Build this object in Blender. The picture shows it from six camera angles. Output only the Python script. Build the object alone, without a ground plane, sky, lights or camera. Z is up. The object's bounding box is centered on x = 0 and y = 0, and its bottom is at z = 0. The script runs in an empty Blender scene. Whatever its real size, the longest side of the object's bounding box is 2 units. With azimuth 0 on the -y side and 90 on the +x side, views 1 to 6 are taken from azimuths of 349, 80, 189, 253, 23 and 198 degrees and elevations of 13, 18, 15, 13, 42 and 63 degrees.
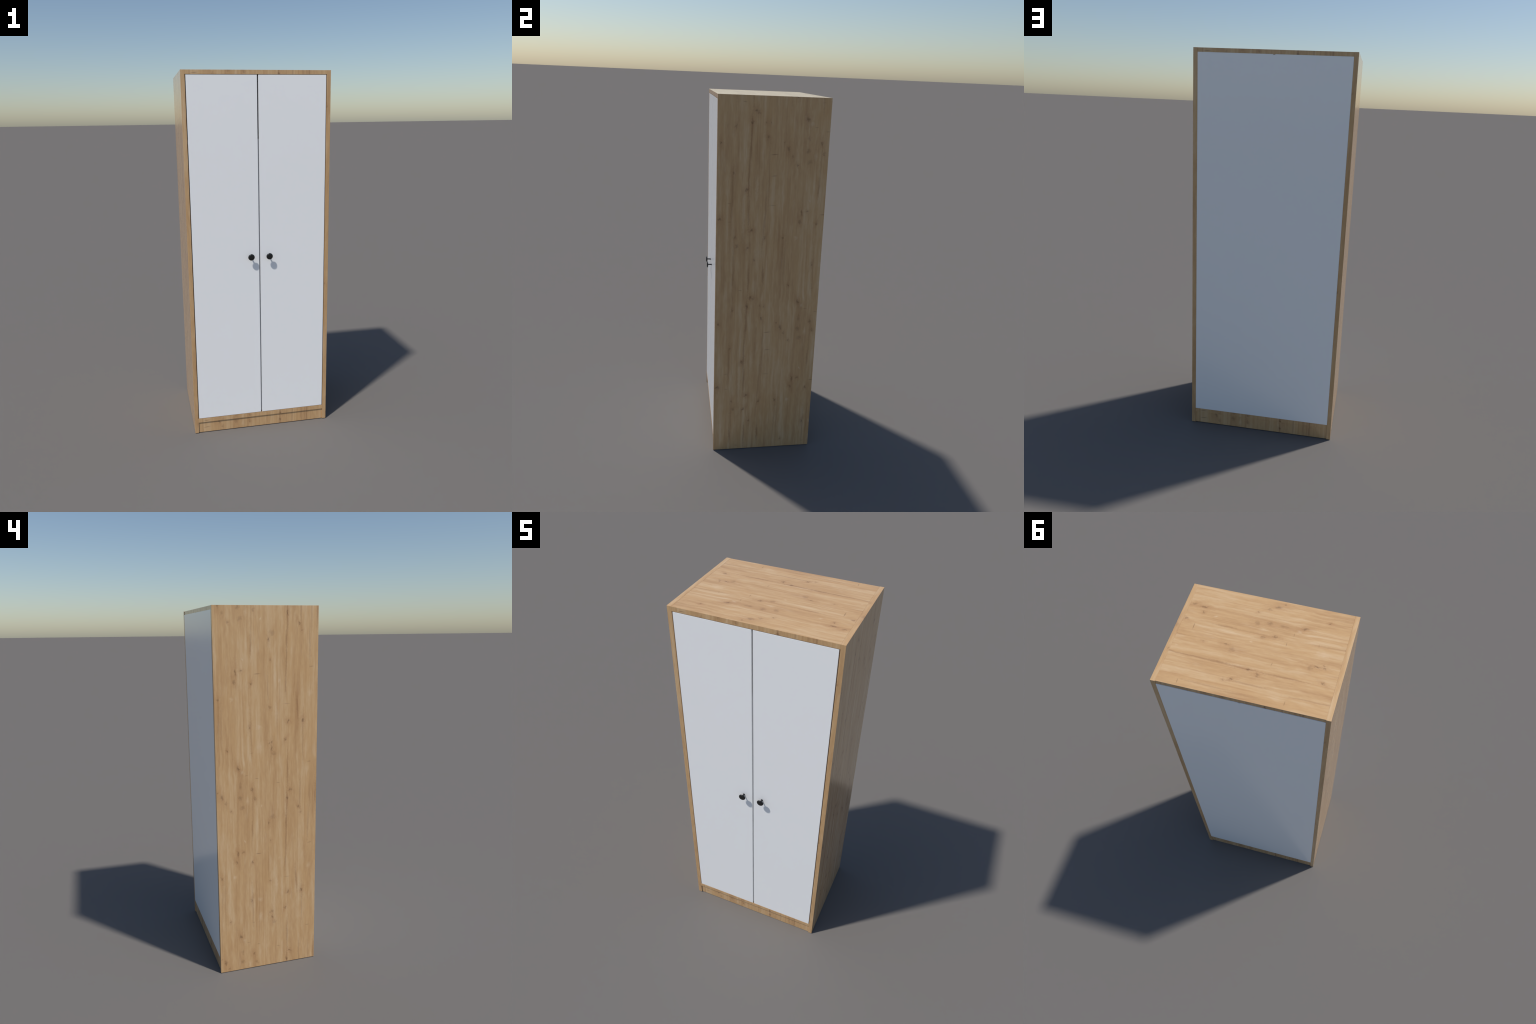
"""Two-door wardrobe: oak-decor carcass, white flush doors, black mushroom knobs."""
import bpy, bmesh, math
from mathutils import Vector

# ------------------------------------------------------------------ sizes (m)
W = 0.3921            # half width over the side panels
WI = 0.3706           # half width between the side panels
FRONT, BACK = -0.2670, 0.2950
TOP = 2.0
TOP_UNDER = 1.9785    # underside of the top panel
FLOOR_TOP, FLOOR_UNDER = 0.0875, 0.0640
REAR_INSET = 0.0024   # top, floor and rear plinth stop short of the side panels
PLINTH_INSET = 0.0046
BOARD = 0.0212
DOOR_FACE = FRONT + 0.0001
DOOR_BACK = DOOR_FACE + 0.0182
DOOR_TOP, DOOR_BOTTOM = 1.9762, 0.0902
DOOR_OUT, DOOR_IN = 0.3666, 0.0036
SHELF_TOP = 1.655
KNOB_X, KNOB_Z = 0.0505, 1.0274
SLACK = 0.00015       # joint clearance, keeps butted faces off each other's plane

# ------------------------------------------------------------- node utilities
class Graph:
    def __init__(self, tree):
        self.t = tree
    def add(self, kind, **kw):
        n = self.t.nodes.new(kind)
        for k, v in kw.items():
            setattr(n, k, v)
        return n
    def put(self, sock, val):
        if isinstance(val, bpy.types.NodeSocket):
            self.t.links.new(val, sock)
        else:
            sock.default_value = val
    def math(self, op, a, b=0.0, clamp=False):
        n = self.add('ShaderNodeMath', operation=op, use_clamp=clamp)
        self.put(n.inputs[0], a); self.put(n.inputs[1], b)
        return n.outputs[0]
    def vmath(self, op, a, b=None):
        n = self.add('ShaderNodeVectorMath', operation=op)
        self.put(n.inputs[0], a)
        if b is not None:
            self.put(n.inputs[1], b)
        return n.outputs['Value' if op in ('LENGTH', 'DOT_PRODUCT') else 'Vector']
    def combine(self, x, y, z=0.0):
        n = self.add('ShaderNodeCombineXYZ')
        for s, v in zip(n.inputs, (x, y, z)):
            self.put(s, v)
        return n.outputs[0]
    def noise(self, vec, scale, detail=3.0, rough=0.5, distortion=0.0):
        n = self.add('ShaderNodeTexNoise')
        self.put(n.inputs['Vector'], vec)
        n.inputs['Scale'].default_value = scale
        n.inputs['Detail'].default_value = detail
        n.inputs['Roughness'].default_value = rough
        n.inputs['Distortion'].default_value = distortion
        return n.outputs['Fac']
    def remap(self, v, a, b, c, d, smooth=False):
        n = self.add('ShaderNodeMapRange', interpolation_type='SMOOTHSTEP' if smooth else 'LINEAR')
        self.put(n.inputs[0], v)
        for i, x in enumerate((a, b, c, d)):
            n.inputs[i + 1].default_value = x
        return n.outputs[0]
    def mix(self, fac, a, b):
        n = self.add('ShaderNodeMix', data_type='RGBA')
        self.put(n.inputs['Factor'], fac)
        self.put(n.inputs['A'], a); self.put(n.inputs['B'], b)
        return n.outputs['Result']

# -------------------------------------------------------------- the oak decor
# One printed sheet covers every board.  a runs across the grain, g along it, in
# metres; the print repeats every PRINT metres along the grain.
PRINT = 0.973

# dark knots: a, g, half width, half length, depth, lean
KNOTS = [
    (0.000, 0.000, 0.009, 0.014, 1.00, 0.25), (0.010, 0.094, 0.008, 0.018, 0.45, 0.0),
    (0.008, 0.157, 0.012, 0.014, 0.60, 0.0), (0.020, 0.213, 0.016, 0.012, 0.45, 0.6),
    (-0.041, 0.228, 0.005, 0.005, 0.70, 0.5), (-0.091, 0.146, 0.008, 0.016, 0.85, 0.1),
    (-0.113, 0.118, 0.005, 0.006, 0.60, 0.0), (-0.070, 0.184, 0.009, 0.008, 0.50, 0.0),
    (-0.058, 0.872, 0.005, 0.005, 0.95, 0.0), (-0.008, 0.475, 0.006, 0.017, 0.95, 0.0),
    (-0.015, 0.522, 0.008, 0.013, 0.80, 0.4), (0.021, 0.467, 0.009, 0.004, 0.75, 0.3),
    (0.074, 0.532, 0.005, 0.008, 0.85, -0.4), (0.075, 0.118, 0.007, 0.011, 0.80, 0.2),
    (0.090, 0.170, 0.008, 0.010, 0.60, 0.3), (0.065, 0.757, 0.006, 0.010, 0.75, -0.2),
    (0.168, 0.315, 0.005, 0.010, 0.95, 0.0), (0.189, 0.280, 0.016, 0.014, 0.42, 0.0),
    (0.185, 0.875, 0.006, 0.015, 1.00, 0.0), (0.171, 0.846, 0.005, 0.006, 0.65, -0.3),
    (0.185, 0.842, 0.006, 0.008, 0.70, 0.0), (0.197, 0.905, 0.016, 0.010, 0.42, 0.0),
    (0.175, 0.658, 0.009, 0.005, 0.55, 0.3), (0.288, 0.134, 0.007, 0.007, 1.00, 0.3),
    (0.297, 0.139, 0.008, 0.006, 0.55, 0.6), (0.272, 0.182, 0.006, 0.012, 1.00, 0.0),
    (0.337, 0.234, 0.006, 0.011, 0.90, 0.5), (0.352, 0.270, 0.006, 0.004, 0.70, 0.0),
    (0.359, 0.733, 0.008, 0.011, 1.00, 0.0), (0.278, 0.734, 0.010, 0.006, 0.95, 0.9),
    (0.262, 0.830, 0.006, 0.010, 0.85, -0.5), (0.178, 0.415, 0.005, 0.007, 0.65, 0.3),
    (-0.101, 0.609, 0.005, 0.012, 0.85, 0.1), (-0.196, 0.609, 0.005, 0.009, 0.85, -0.3),
    (-0.260, -0.030, 0.008, 0.008, 1.00, 0.2), (-0.246, -0.023, 0.011, 0.007, 0.60, 0.5),
    (-0.278, 0.022, 0.007, 0.013, 1.00, 0.1), (-0.198, 0.093, 0.007, 0.010, 0.85, 0.4),
    (-0.187, 0.020, 0.004, 0.005, 0.70, 0.0), (-0.208, 0.022, 0.005, 0.006, 0.65, 0.0),
    (-0.431, 0.124, 0.006, 0.008, 1.00, 0.0), (-0.358, 0.044, 0.006, 0.012, 0.75, -0.3),
    (-0.366, 0.270, 0.007, 0.010, 0.75, -0.3), (-0.298, 0.357, 0.008, 0.008, 0.95, -0.6),
    (-0.267, 0.569, 0.012, 0.006, 1.00, 0.7), (-0.432, 0.512, 0.013, 0.009, 0.95, -0.3),
    (-0.285, 0.660, 0.007, 0.010, 0.90, -0.6), (-0.248, 0.732, 0.005, 0.010, 0.80, 0.0),
    (-0.350, 0.605, 0.006, 0.011, 0.75, 0.0), (-0.340, 0.655, 0.010, 0.012, 0.55, 0.0),
]
# long mineral streaks: a, g, half width, half length, depth, lean
STREAKS = [
    (0.271, 0.220, 0.0035, 0.080, 0.75, 0.00), (0.268, 0.315, 0.0045, 0.045, 0.95, 0.01),
    (0.266, 0.430, 0.0034, 0.110, 0.80, 0.02), (0.263, 0.545, 0.0040, 0.045, 0.75, 0.02),
    (0.274, 0.025, 0.0042, 0.075, 0.75, 0.00), (0.078, 0.260, 0.0030, 0.120, 0.40, 0.01),
    (0.074, 0.340, 0.0040, 0.045, 0.75, 0.00), (0.072, 0.800, 0.0040, 0.110, 0.50, -0.02),
    (0.327, 0.661, 0.0050, 0.060, 0.75, -0.08), (0.346, 0.160, 0.0040, 0.080, 0.60, 0.00),
    (0.361, 0.830, 0.0030, 0.110, 0.50, 0.00), (-0.085, 0.740, 0.0050, 0.140, 0.40, 0.00),
    (-0.281, 0.110, 0.0035, 0.110, 0.80, 0.02), (-0.282, 0.155, 0.0050, 0.030, 0.80, 0.03),
    (-0.288, 0.310, 0.0035, 0.120, 0.80, 0.01), (-0.284, 0.470, 0.0045, 0.070, 0.70, 0.00),
    (-0.200, 0.500, 0.0040, 0.160, 0.50, 0.05), (-0.197, 0.820, 0.0055, 0.040, 0.90, 0.00),
    (-0.275, 0.830, 0.0040, 0.060, 0.80, 0.00), (-0.357, 0.822, 0.0045, 0.045, 0.85, 0.00),
    (-0.370, 0.380, 0.0040, 0.110, 0.50, 0.00), (-0.186, 0.280, 0.0035, 0.120, 0.45, -0.01),
    (-0.100, 0.740, 0.0035, 0.090, 0.45, 0.02), (0.165, 0.560, 0.0030, 0.080, 0.40, 0.00),
    (0.436, 0.165, 0.0045, 0.070, 0.85, 0.00), (0.404, 0.170, 0.0050, 0.090, 0.40, 0.00),
    (0.395, 0.330, 0.0040, 0.090, 0.50, 0.00), (-0.356, 0.730, 0.0050, 0.090, 0.40, 0.00),
]
# short checks lying across the grain: a, g, half width, half length, depth, lean
CHECKS = [
    (0.108, 0.484, 0.0160, 0.0022, 1.00, 0.03), (0.406, 0.453, 0.0110, 0.0020, 0.85, 0.05),
    (0.102, 0.059, 0.0090, 0.0020, 0.75, 0.05), (0.398, -0.013, 0.0100, 0.0022, 0.75, 0.00),
    (-0.162, 0.177, 0.0170, 0.0024, 1.00, 0.08), (-0.158, 0.284, 0.0140, 0.0022, 0.85, 0.06),
    (0.044, 0.040, 0.0090, 0.0020, 0.65, 0.08), (0.221, 0.092, 0.0100, 0.0020, 0.65, -0.10),
    (-0.317, 0.900, 0.0090, 0.0022, 0.70, -0.10), (-0.384, 0.428, 0.0090, 0.0022, 0.60, 0.00),
    (-0.381, 0.524, 0.0100, 0.0020, 0.60, 0.03), (-0.160, 0.436, 0.0150, 0.0022, 0.55, -0.05),
    (0.270, 0.642, 0.0180, 0.0020, 0.45, 0.00), (0.075, 0.893, 0.0090, 0.0020, 0.45, 0.10),
]
# pale flecks
FLECKS = [
    (0.126, 0.213, 0.0040, 0.010, 1.0, 0.0), (0.032, 0.408, 0.0060, 0.006, 1.0, 0.0),
    (0.116, 0.865, 0.0120, 0.030, 0.6, 0.0), (0.116, 0.760, 0.0130, 0.012, 0.7, 0.0),
    (0.020, 0.022, 0.0100, 0.012, 0.8, 0.0), (-0.030, 0.609, 0.0100, 0.010, 0.7, 0.0),
    (0.227, 0.520, 0.0060, 0.010, 0.6, 0.0), (0.210, 0.680, 0.0080, 0.050, 0.6, 0.0),
    (-0.245, 0.350, 0.0080, 0.060, 0.6, 0.0), (-0.310, 0.480, 0.0080, 0.120, 0.6, 0.0),
    (0.400, 0.590, 0.0120, 0.016, 0.5, 0.0), (0.050, 0.180, 0.0080, 0.020, 0.6, 0.0),
]

def oak_group():
    t = bpy.data.node_groups.new('oak_decor', 'ShaderNodeTree')
    t.interface.new_socket('Sheet', in_out='INPUT', socket_type='NodeSocketVector')
    t.interface.new_socket('Color', in_out='OUTPUT', socket_type='NodeSocketColor')
    G = Graph(t)
    gi, go = G.add('NodeGroupInput'), G.add('NodeGroupOutput')
    sep = G.add('ShaderNodeSeparateXYZ')
    G.put(sep.inputs[0], gi.outputs[0])
    a, run = sep.outputs[0], sep.outputs[1]
    def nearest(along, cg):
        """Position along the grain, counted within the repeat that is centred on cg."""
        w = G.add('ShaderNodeMath', operation='WRAP')
        G.put(w.inputs[0], along)
        w.inputs[1].default_value, w.inputs[2].default_value = cg + PRINT / 2, cg - PRINT / 2
        return w.outputs[0]

    # grain wanders a little sideways
    drift = G.noise(G.combine(G.math('MULTIPLY', a, 9.0), G.math('MULTIPLY', run, 5.0)), 1.0, 2.0)
    a_w = G.math('ADD', a, G.remap(drift, 0.0, 1.0, -0.006, 0.006))
    # ragged outline for knots
    rag = G.noise(G.combine(a, G.math('MULTIPLY', run, 0.6)), 170.0, 2.0)
    rag = G.remap(rag, 0.25, 0.75, 0.70, 1.35)

    wob = G.add('ShaderNodeTexNoise')
    G.put(wob.inputs['Vector'], G.combine(a, G.math('MULTIPLY', run, 0.7)))
    wob.inputs['Scale'].default_value, wob.inputs['Detail'].default_value = 85.0, 2.0
    wsep = G.add('ShaderNodeSeparateColor')
    G.put(wsep.inputs[0], wob.outputs['Color'])
    a_k = G.math('ADD', a, G.remap(wsep.outputs[0], 0.2, 0.8, -0.0050, 0.0050))
    meander = G.noise(G.combine(G.math('MULTIPLY', a, 14.0), G.math('MULTIPLY', run, 13.0)), 1.0, 2.0)
    a_s = G.math('ADD', a, G.remap(meander, 0.25, 0.75, -0.0026, 0.0026))
    run_k = G.math('ADD', run, G.remap(wsep.outputs[1], 0.2, 0.8, -0.0090, 0.0090))

    def marks(rows, jag, edge=0.0, aura=0.0, reach=1.6, across=None):
        total = ring = None
        for (ca, cg, ra, rg, depth, lean) in rows:
            m = G.add('ShaderNodeMapping', vector_type='TEXTURE')
            m.inputs['Location'].default_value = (ca, cg, 0)
            m.inputs['Rotation'].default_value = (0, 0, lean if rows is STREAKS else -lean)
            m.inputs['Scale'].default_value = (ra, rg, 1e7)
            # the third slot only makes each mark wait for the one before it, which
            # keeps the shader's working memory small; 1e7 cancels its value
            G.put(m.inputs['Vector'], G.combine(across or a, nearest(run_k if jag else run, cg), queue[0]))
            d = G.vmath('LENGTH', m.outputs[0])
            if jag:
                d = G.math('MULTIPLY', d, rag)
            v = G.remap(d, edge, reach, depth, 0.0, smooth=True)
            total = v if total is None else G.math('MAXIMUM', total, v)
            queue[0] = total
            if aura:
                far = G.vmath('LENGTH', G.vmath('MULTIPLY', m.outputs[0], (1.0, 0.55, 0.0)))
                w = G.remap(G.math('MULTIPLY', far, rag), 0.0, aura, depth, 0.0, smooth=True)
                ring = w if ring is None else G.math('MAXIMUM', ring, w)
                queue[0] = ring
        return (total, ring) if aura else total

    queue = [0.0]
    knots, halo = marks(KNOTS, True, aura=3.4, reach=1.35, across=a_k)
    streaks = marks(STREAKS, True, reach=2.0, across=a_s)
    checks = marks(CHECKS, False)
    flecks = marks(FLECKS, True, across=a_k)

    def grain(fa, fg, detail=3.0, rough=0.55):
        return G.noise(G.combine(G.math('MULTIPLY', a_w, fa), G.math('MULTIPLY', run, fg)), 1.0, detail, rough)
    staves = grain(15.0, 1.0, 2.0)          # broad stave tone
    bands = grain(52.0, 2.0, 2.0)           # growth bands
    fibre = grain(420.0, 7.0, 3.0, 0.65)    # fine fibre
    cloud = grain(24.0, 4.5, 3.0, 0.6)      # blotchy figure
    warm = grain(14.0, 2.5, 1.0)
    mottle = grain(95.0, 16.0, 3.0, 0.6)    # fine short figure
    pores = G.remap(grain(330.0, 22.0, 2.0), 0.60, 0.74, 0.0, 1.0, True)
    rays = G.remap(grain(48.0, 6.0, 3.0, 0.6), 0.54, 0.74, 0.0, 1.0, True)
    veins = G.remap(grain(95.0, 1.7, 2.0), 0.58, 0.70, 0.0, 1.0, True)   # long thin darker lines

    def c(r, g_, b):
        f = lambda x: ((x / 255 + 0.055) / 1.055) ** 2.4 if x > 10 else x / 3294.6
        return (f(r), f(g_), f(b), 1.0)
    tone = G.math('ADD', G.math('MULTIPLY', staves, 0.28),
                  G.math('ADD', G.math('MULTIPLY', bands, 0.24),
                         G.math('ADD', G.math('MULTIPLY', fibre, 0.10),
                                G.math('ADD', G.math('MULTIPLY', cloud, 0.22), G.math('MULTIPLY', mottle, 0.16)))))
    ramp = G.add('ShaderNodeValToRGB')
    G.put(ramp.inputs[0], tone)
    els = ramp.color_ramp.elements
    els[0].position, els[0].color = 0.365, OAK_DARK(c)
    els[1].position, els[1].color = 0.645, OAK_PALE(c)
    e = els.new(0.50); e.color = OAK_MID(c)
    col = G.mix(G.remap(warm, 0.40, 0.70, 0.0, 0.35, True), ramp.outputs[0], OAK_HONEY(c))
    col = G.mix(G.math('MULTIPLY', rays, 0.20), col, OAK_FLECK(c))
    col = G.mix(G.math('MULTIPLY', veins, 0.22), col, OAK_HALO(c))
    col = G.mix(G.math('MULTIPLY', pores, 0.16), col, OAK_HALO(c))
    col = G.mix(G.math('MULTIPLY', flecks, 0.42), col, OAK_FLECK(c))
    col = G.mix(G.math('MULTIPLY', halo, 0.34), col, OAK_HALO(c))
    col = G.mix(G.math('MULTIPLY', streaks, 0.54), col, OAK_STREAK(c))
    col = G.mix(G.math('MULTIPLY', knots, 0.54), col, OAK_KNOT(c))
    col = G.mix(G.math('MULTIPLY', checks, 0.50), col, OAK_KNOT(c))
    G.put(go.inputs[0], col)
    return t

OAK_DARK = lambda c: c(183, 142, 100)
OAK_MID = lambda c: c(204, 166, 121)
OAK_PALE = lambda c: c(220, 191, 153)
OAK_HONEY = lambda c: c(204, 163, 114)
OAK_FLECK = lambda c: c(232, 208, 176)
OAK_HALO = lambda c: c(170, 124, 84)
OAK_STREAK = lambda c: c(136, 94, 64)
OAK_KNOT = lambda c: c(98, 68, 50)

def principled(name):
    m = bpy.data.materials.new(name)
    m.use_nodes = True
    G = Graph(m.node_tree)
    return m, G, m.node_tree.nodes['Principled BSDF']

OAK = oak_group()

def oak(name, across, a0, along, g0):
    """Oak print laid so that a = across.P + a0 and g = along.P + g0 (object space)."""
    m, G, bsdf = principled(name)
    tc = G.add('ShaderNodeTexCoord')
    P = tc.outputs['Object']
    sheet = G.combine(G.math('ADD', G.vmath('DOT_PRODUCT', P, across), a0),
                      G.math('ADD', G.vmath('DOT_PRODUCT', P, along), g0))
    n = G.add('ShaderNodeGroup', node_tree=OAK)
    G.put(n.inputs[0], sheet)
    G.put(bsdf.inputs['Base Color'], n.outputs['Color'])
    bsdf.inputs['Roughness'].default_value = WOOD_ROUGH
    bsdf.inputs['Specular IOR Level'].default_value = 0.5
    return m

WOOD_ROUGH = 0.165
X, Y, Z = (1, 0, 0), (0, 1, 0), (0, 0, 1)
neg = lambda v: tuple(-q for q in v)
oak_left = oak('oak_left_face', neg(Y), 0.175, neg(Z), 1.1747)
oak_right = oak('oak_right_face', Y, -0.1817, neg(Z), 0.9227)
oak_top = oak('oak_top_face', Y, 0.1365, X, 0.1734)
def oak_edges(tag, check_z):
    """Edge banding of a cross board, its check mark lying at height check_z."""
    f = oak('oak_front_edge_' + tag, X, 0.161, neg(Z), 0.177 + check_z)
    b = oak('oak_rear_edge_' + tag, neg(X), 0.161, neg(Z), 0.177 + check_z)
    return f, b
oak_stile_front = oak('oak_stile_front', X, -0.075, neg(Z), 0.981)
oak_stile_rear = oak('oak_stile_rear', neg(X), -0.075, neg(Z), 0.981)
oak_stile_top = oak('oak_stile_top', X, -0.200, Y, 0.30)

def lacquer(name, rgb, rough):
    m, G, bsdf = principled(name)
    tc = G.add('ShaderNodeTexCoord')
    v = G.noise(tc.outputs['Object'], 3.0, 2.0)
    lo = tuple(q * 0.992 for q in rgb) + (1,)
    hi = tuple(min(1, q * 1.006) for q in rgb) + (1,)
    G.put(bsdf.inputs['Base Color'], G.mix(v, lo, hi))
    bsdf.inputs['Roughness'].default_value = rough
    return m
white = lacquer('white_lacquer', (0.985, 0.985, 0.985), 0.19)
hardboard = lacquer('white_hardboard', (0.985, 0.985, 0.985), 0.19)
black = lacquer('black_metal', (0.012, 0.012, 0.012), 0.22)

# ------------------------------------------------------------------- builders
root = bpy.data.objects.new('wardrobe', None)
bpy.context.scene.collection.objects.link(root)
root['label'] = 'tall oak wardrobe with two white doors and black knobs'
root['category'] = 'wardrobe'

def finish(name, bm, mats, parent=root, bevel=0.0004, smooth=False):
    bmesh.ops.recalc_face_normals(bm, faces=bm.faces)
    me = bpy.data.meshes.new(name)
    bm.to_mesh(me); bm.free()
    for m in mats:
        me.materials.append(m)
    ob = bpy.data.objects.new(name, me)
    bpy.context.scene.collection.objects.link(ob)
    ob.parent = parent
    if smooth:
        for p in me.polygons:
            p.use_smooth = True
    if bevel:
        mod = ob.modifiers.new('softened_edges', 'BEVEL')
        mod.width, mod.segments, mod.limit_method = bevel, 2, 'ANGLE'
    return ob

def board(name, lo, hi, mats, pick=None, parent=root, bevel=0.0004):
    """Rectangular board; pick maps a face direction such as '+x' to a material slot."""
    bm = bmesh.new()
    bmesh.ops.create_cube(bm, size=1.0)
    for v in bm.verts:
        v.co = Vector((lo[i] + (hi[i] - lo[i]) * (v.co[i] + 0.5) for i in range(3)))
    bm.normal_update()
    for f in bm.faces:
        i = max(range(3), key=lambda k: abs(f.normal[k]))
        key = ('+' if f.normal[i] > 0 else '-') + 'xyz'[i]
        f.material_index = (pick or {}).get(key, 0)
    return finish(name, bm, mats, parent, bevel)

# --- carcass
stile = dict([('-y', 1), ('+y', 2), ('+z', 3), ('-z', 3)])
board('side_panel', (-W, FRONT, 0), (-WI, BACK, TOP), [oak_left, oak_stile_front, oak_stile_rear, oak_stile_top], stile)
board('side_panel', (WI, FRONT, 0), (W, BACK, TOP), [oak_right, oak_stile_front, oak_stile_rear, oak_stile_top], stile)
inner = WI - SLACK
cross = {'-y': 1, '+y': 2}
ft, rt = oak_edges('top', 1.9864)
board('top_panel', (-inner, FRONT, TOP_UNDER), (inner, BACK - REAR_INSET, TOP - 0.0001), [oak_top, ft, rt], cross)
ff, rf = oak_edges('floor', 0.0737)
board('floor_panel', (-inner, FRONT, FLOOR_UNDER), (inner, BACK - REAR_INSET, FLOOR_TOP), [oak_top, ff, rf], cross)
fp, rp = oak_edges('plinth', 0.0292)
board('plinth', (-inner, FRONT + PLINTH_INSET, 0.0004), (inner, FRONT + PLINTH_INSET + BOARD, FLOOR_UNDER - SLACK), [fp, fp, rp], cross)
board('plinth', (-inner, BACK - PLINTH_INSET - BOARD, 0.0004), (inner, BACK - PLINTH_INSET, FLOOR_UNDER - SLACK), [rp, fp, rp], cross)

# --- fittings behind the doors
shelf_front = DOOR_BACK + 0.002
board('shelf', (-inner, shelf_front, SHELF_TOP - BOARD), (inner, 0.289, SHELF_TOP), [white])
board('partition', (-BOARD / 2, shelf_front, FLOOR_TOP + SLACK), (BOARD / 2, 0.289, SHELF_TOP - BOARD - SLACK), [white])

# --- rear panel: thin sheet with a half-round notch in the middle of its top edge
def rear_panel():
    y0, y1 = 0.2910, BACK - 0.0003
    x, z0, z1 = WI - 0.0004, 0.0866, 1.9797
    outline = [(-x, z0), (x, z0), (x, z1)]
    for k in range(13):
        t = math.pi * k / 12
        outline.append((0.0062 * math.cos(t), z1 - 0.0028 * math.sin(t)))
    outline.append((-x, z1))
    bm = bmesh.new()
    near = [bm.verts.new((px, y0, pz)) for px, pz in outline]
    far = [bm.verts.new((px, y1, pz)) for px, pz in outline]
    bm.faces.new(near); bm.faces.new(far[::-1])
    n = len(outline)
    for i in range(n):
        bm.faces.new((near[i], far[i], far[(i + 1) % n], near[(i + 1) % n]))
    return finish('back_panel', bm, [hardboard], bevel=0)
rear_panel()

# --- doors with mushroom knobs
KNOB_PROFILE = [  # radius, distance out from the door face
    (0.0, -0.001), (0.0060, -0.001), (0.0060, 0.0005), (0.0051, 0.0020), (0.0041, 0.0042),
    (0.0036, 0.0080), (0.0035, 0.0150), (0.0037, 0.0185), (0.0052, 0.0200), (0.0095, 0.0209),
    (0.0145, 0.0214), (0.0168, 0.0220)]
for k in range(9):                               # generously rounded rim
    t = math.pi / 2 * (1 - k / 8)
    KNOB_PROFILE.append((0.0100 + 0.0079 * math.sin(t), 0.0232 + 0.0053 * math.cos(t)))
KNOB_PROFILE.append((0.0, 0.0287))

def knob(parent, x):
    bm = bmesh.new()
    seg = 48
    rings = []
    for r, d in KNOB_PROFILE:
        y = DOOR_FACE - d * KNOB_REACH
        if r == 0:
            rings.append([bm.verts.new((x, y, KNOB_Z))])
        else:
            rings.append([bm.verts.new((x + r * math.cos(2 * math.pi * k / seg), y,
                                        KNOB_Z + r * math.sin(2 * math.pi * k / seg))) for k in range(seg)])
    for p, q in zip(rings, rings[1:]):
        for k in range(seg):
            l = (k + 1) % seg
            if len(p) == 1:
                bm.faces.new((p[0], q[k], q[l]))
            elif len(q) == 1:
                bm.faces.new((p[k], q[0], p[l]))
            else:
                bm.faces.new((p[k], q[k], q[l], p[l]))
    finish('knob', bm, [black], parent, bevel=0, smooth=True)

KNOB_REACH = (BACK + DOOR_FACE) / 0.0287     # cap front lies as far out as the rear edge
for side in (-1, 1):
    x0, x1 = sorted((side * DOOR_OUT, side * DOOR_IN))
    d = board('door', (x0, DOOR_FACE, DOOR_BOTTOM), (x1, DOOR_BACK, DOOR_TOP), [white], bevel=0.0003)
    knob(d, side * KNOB_X)
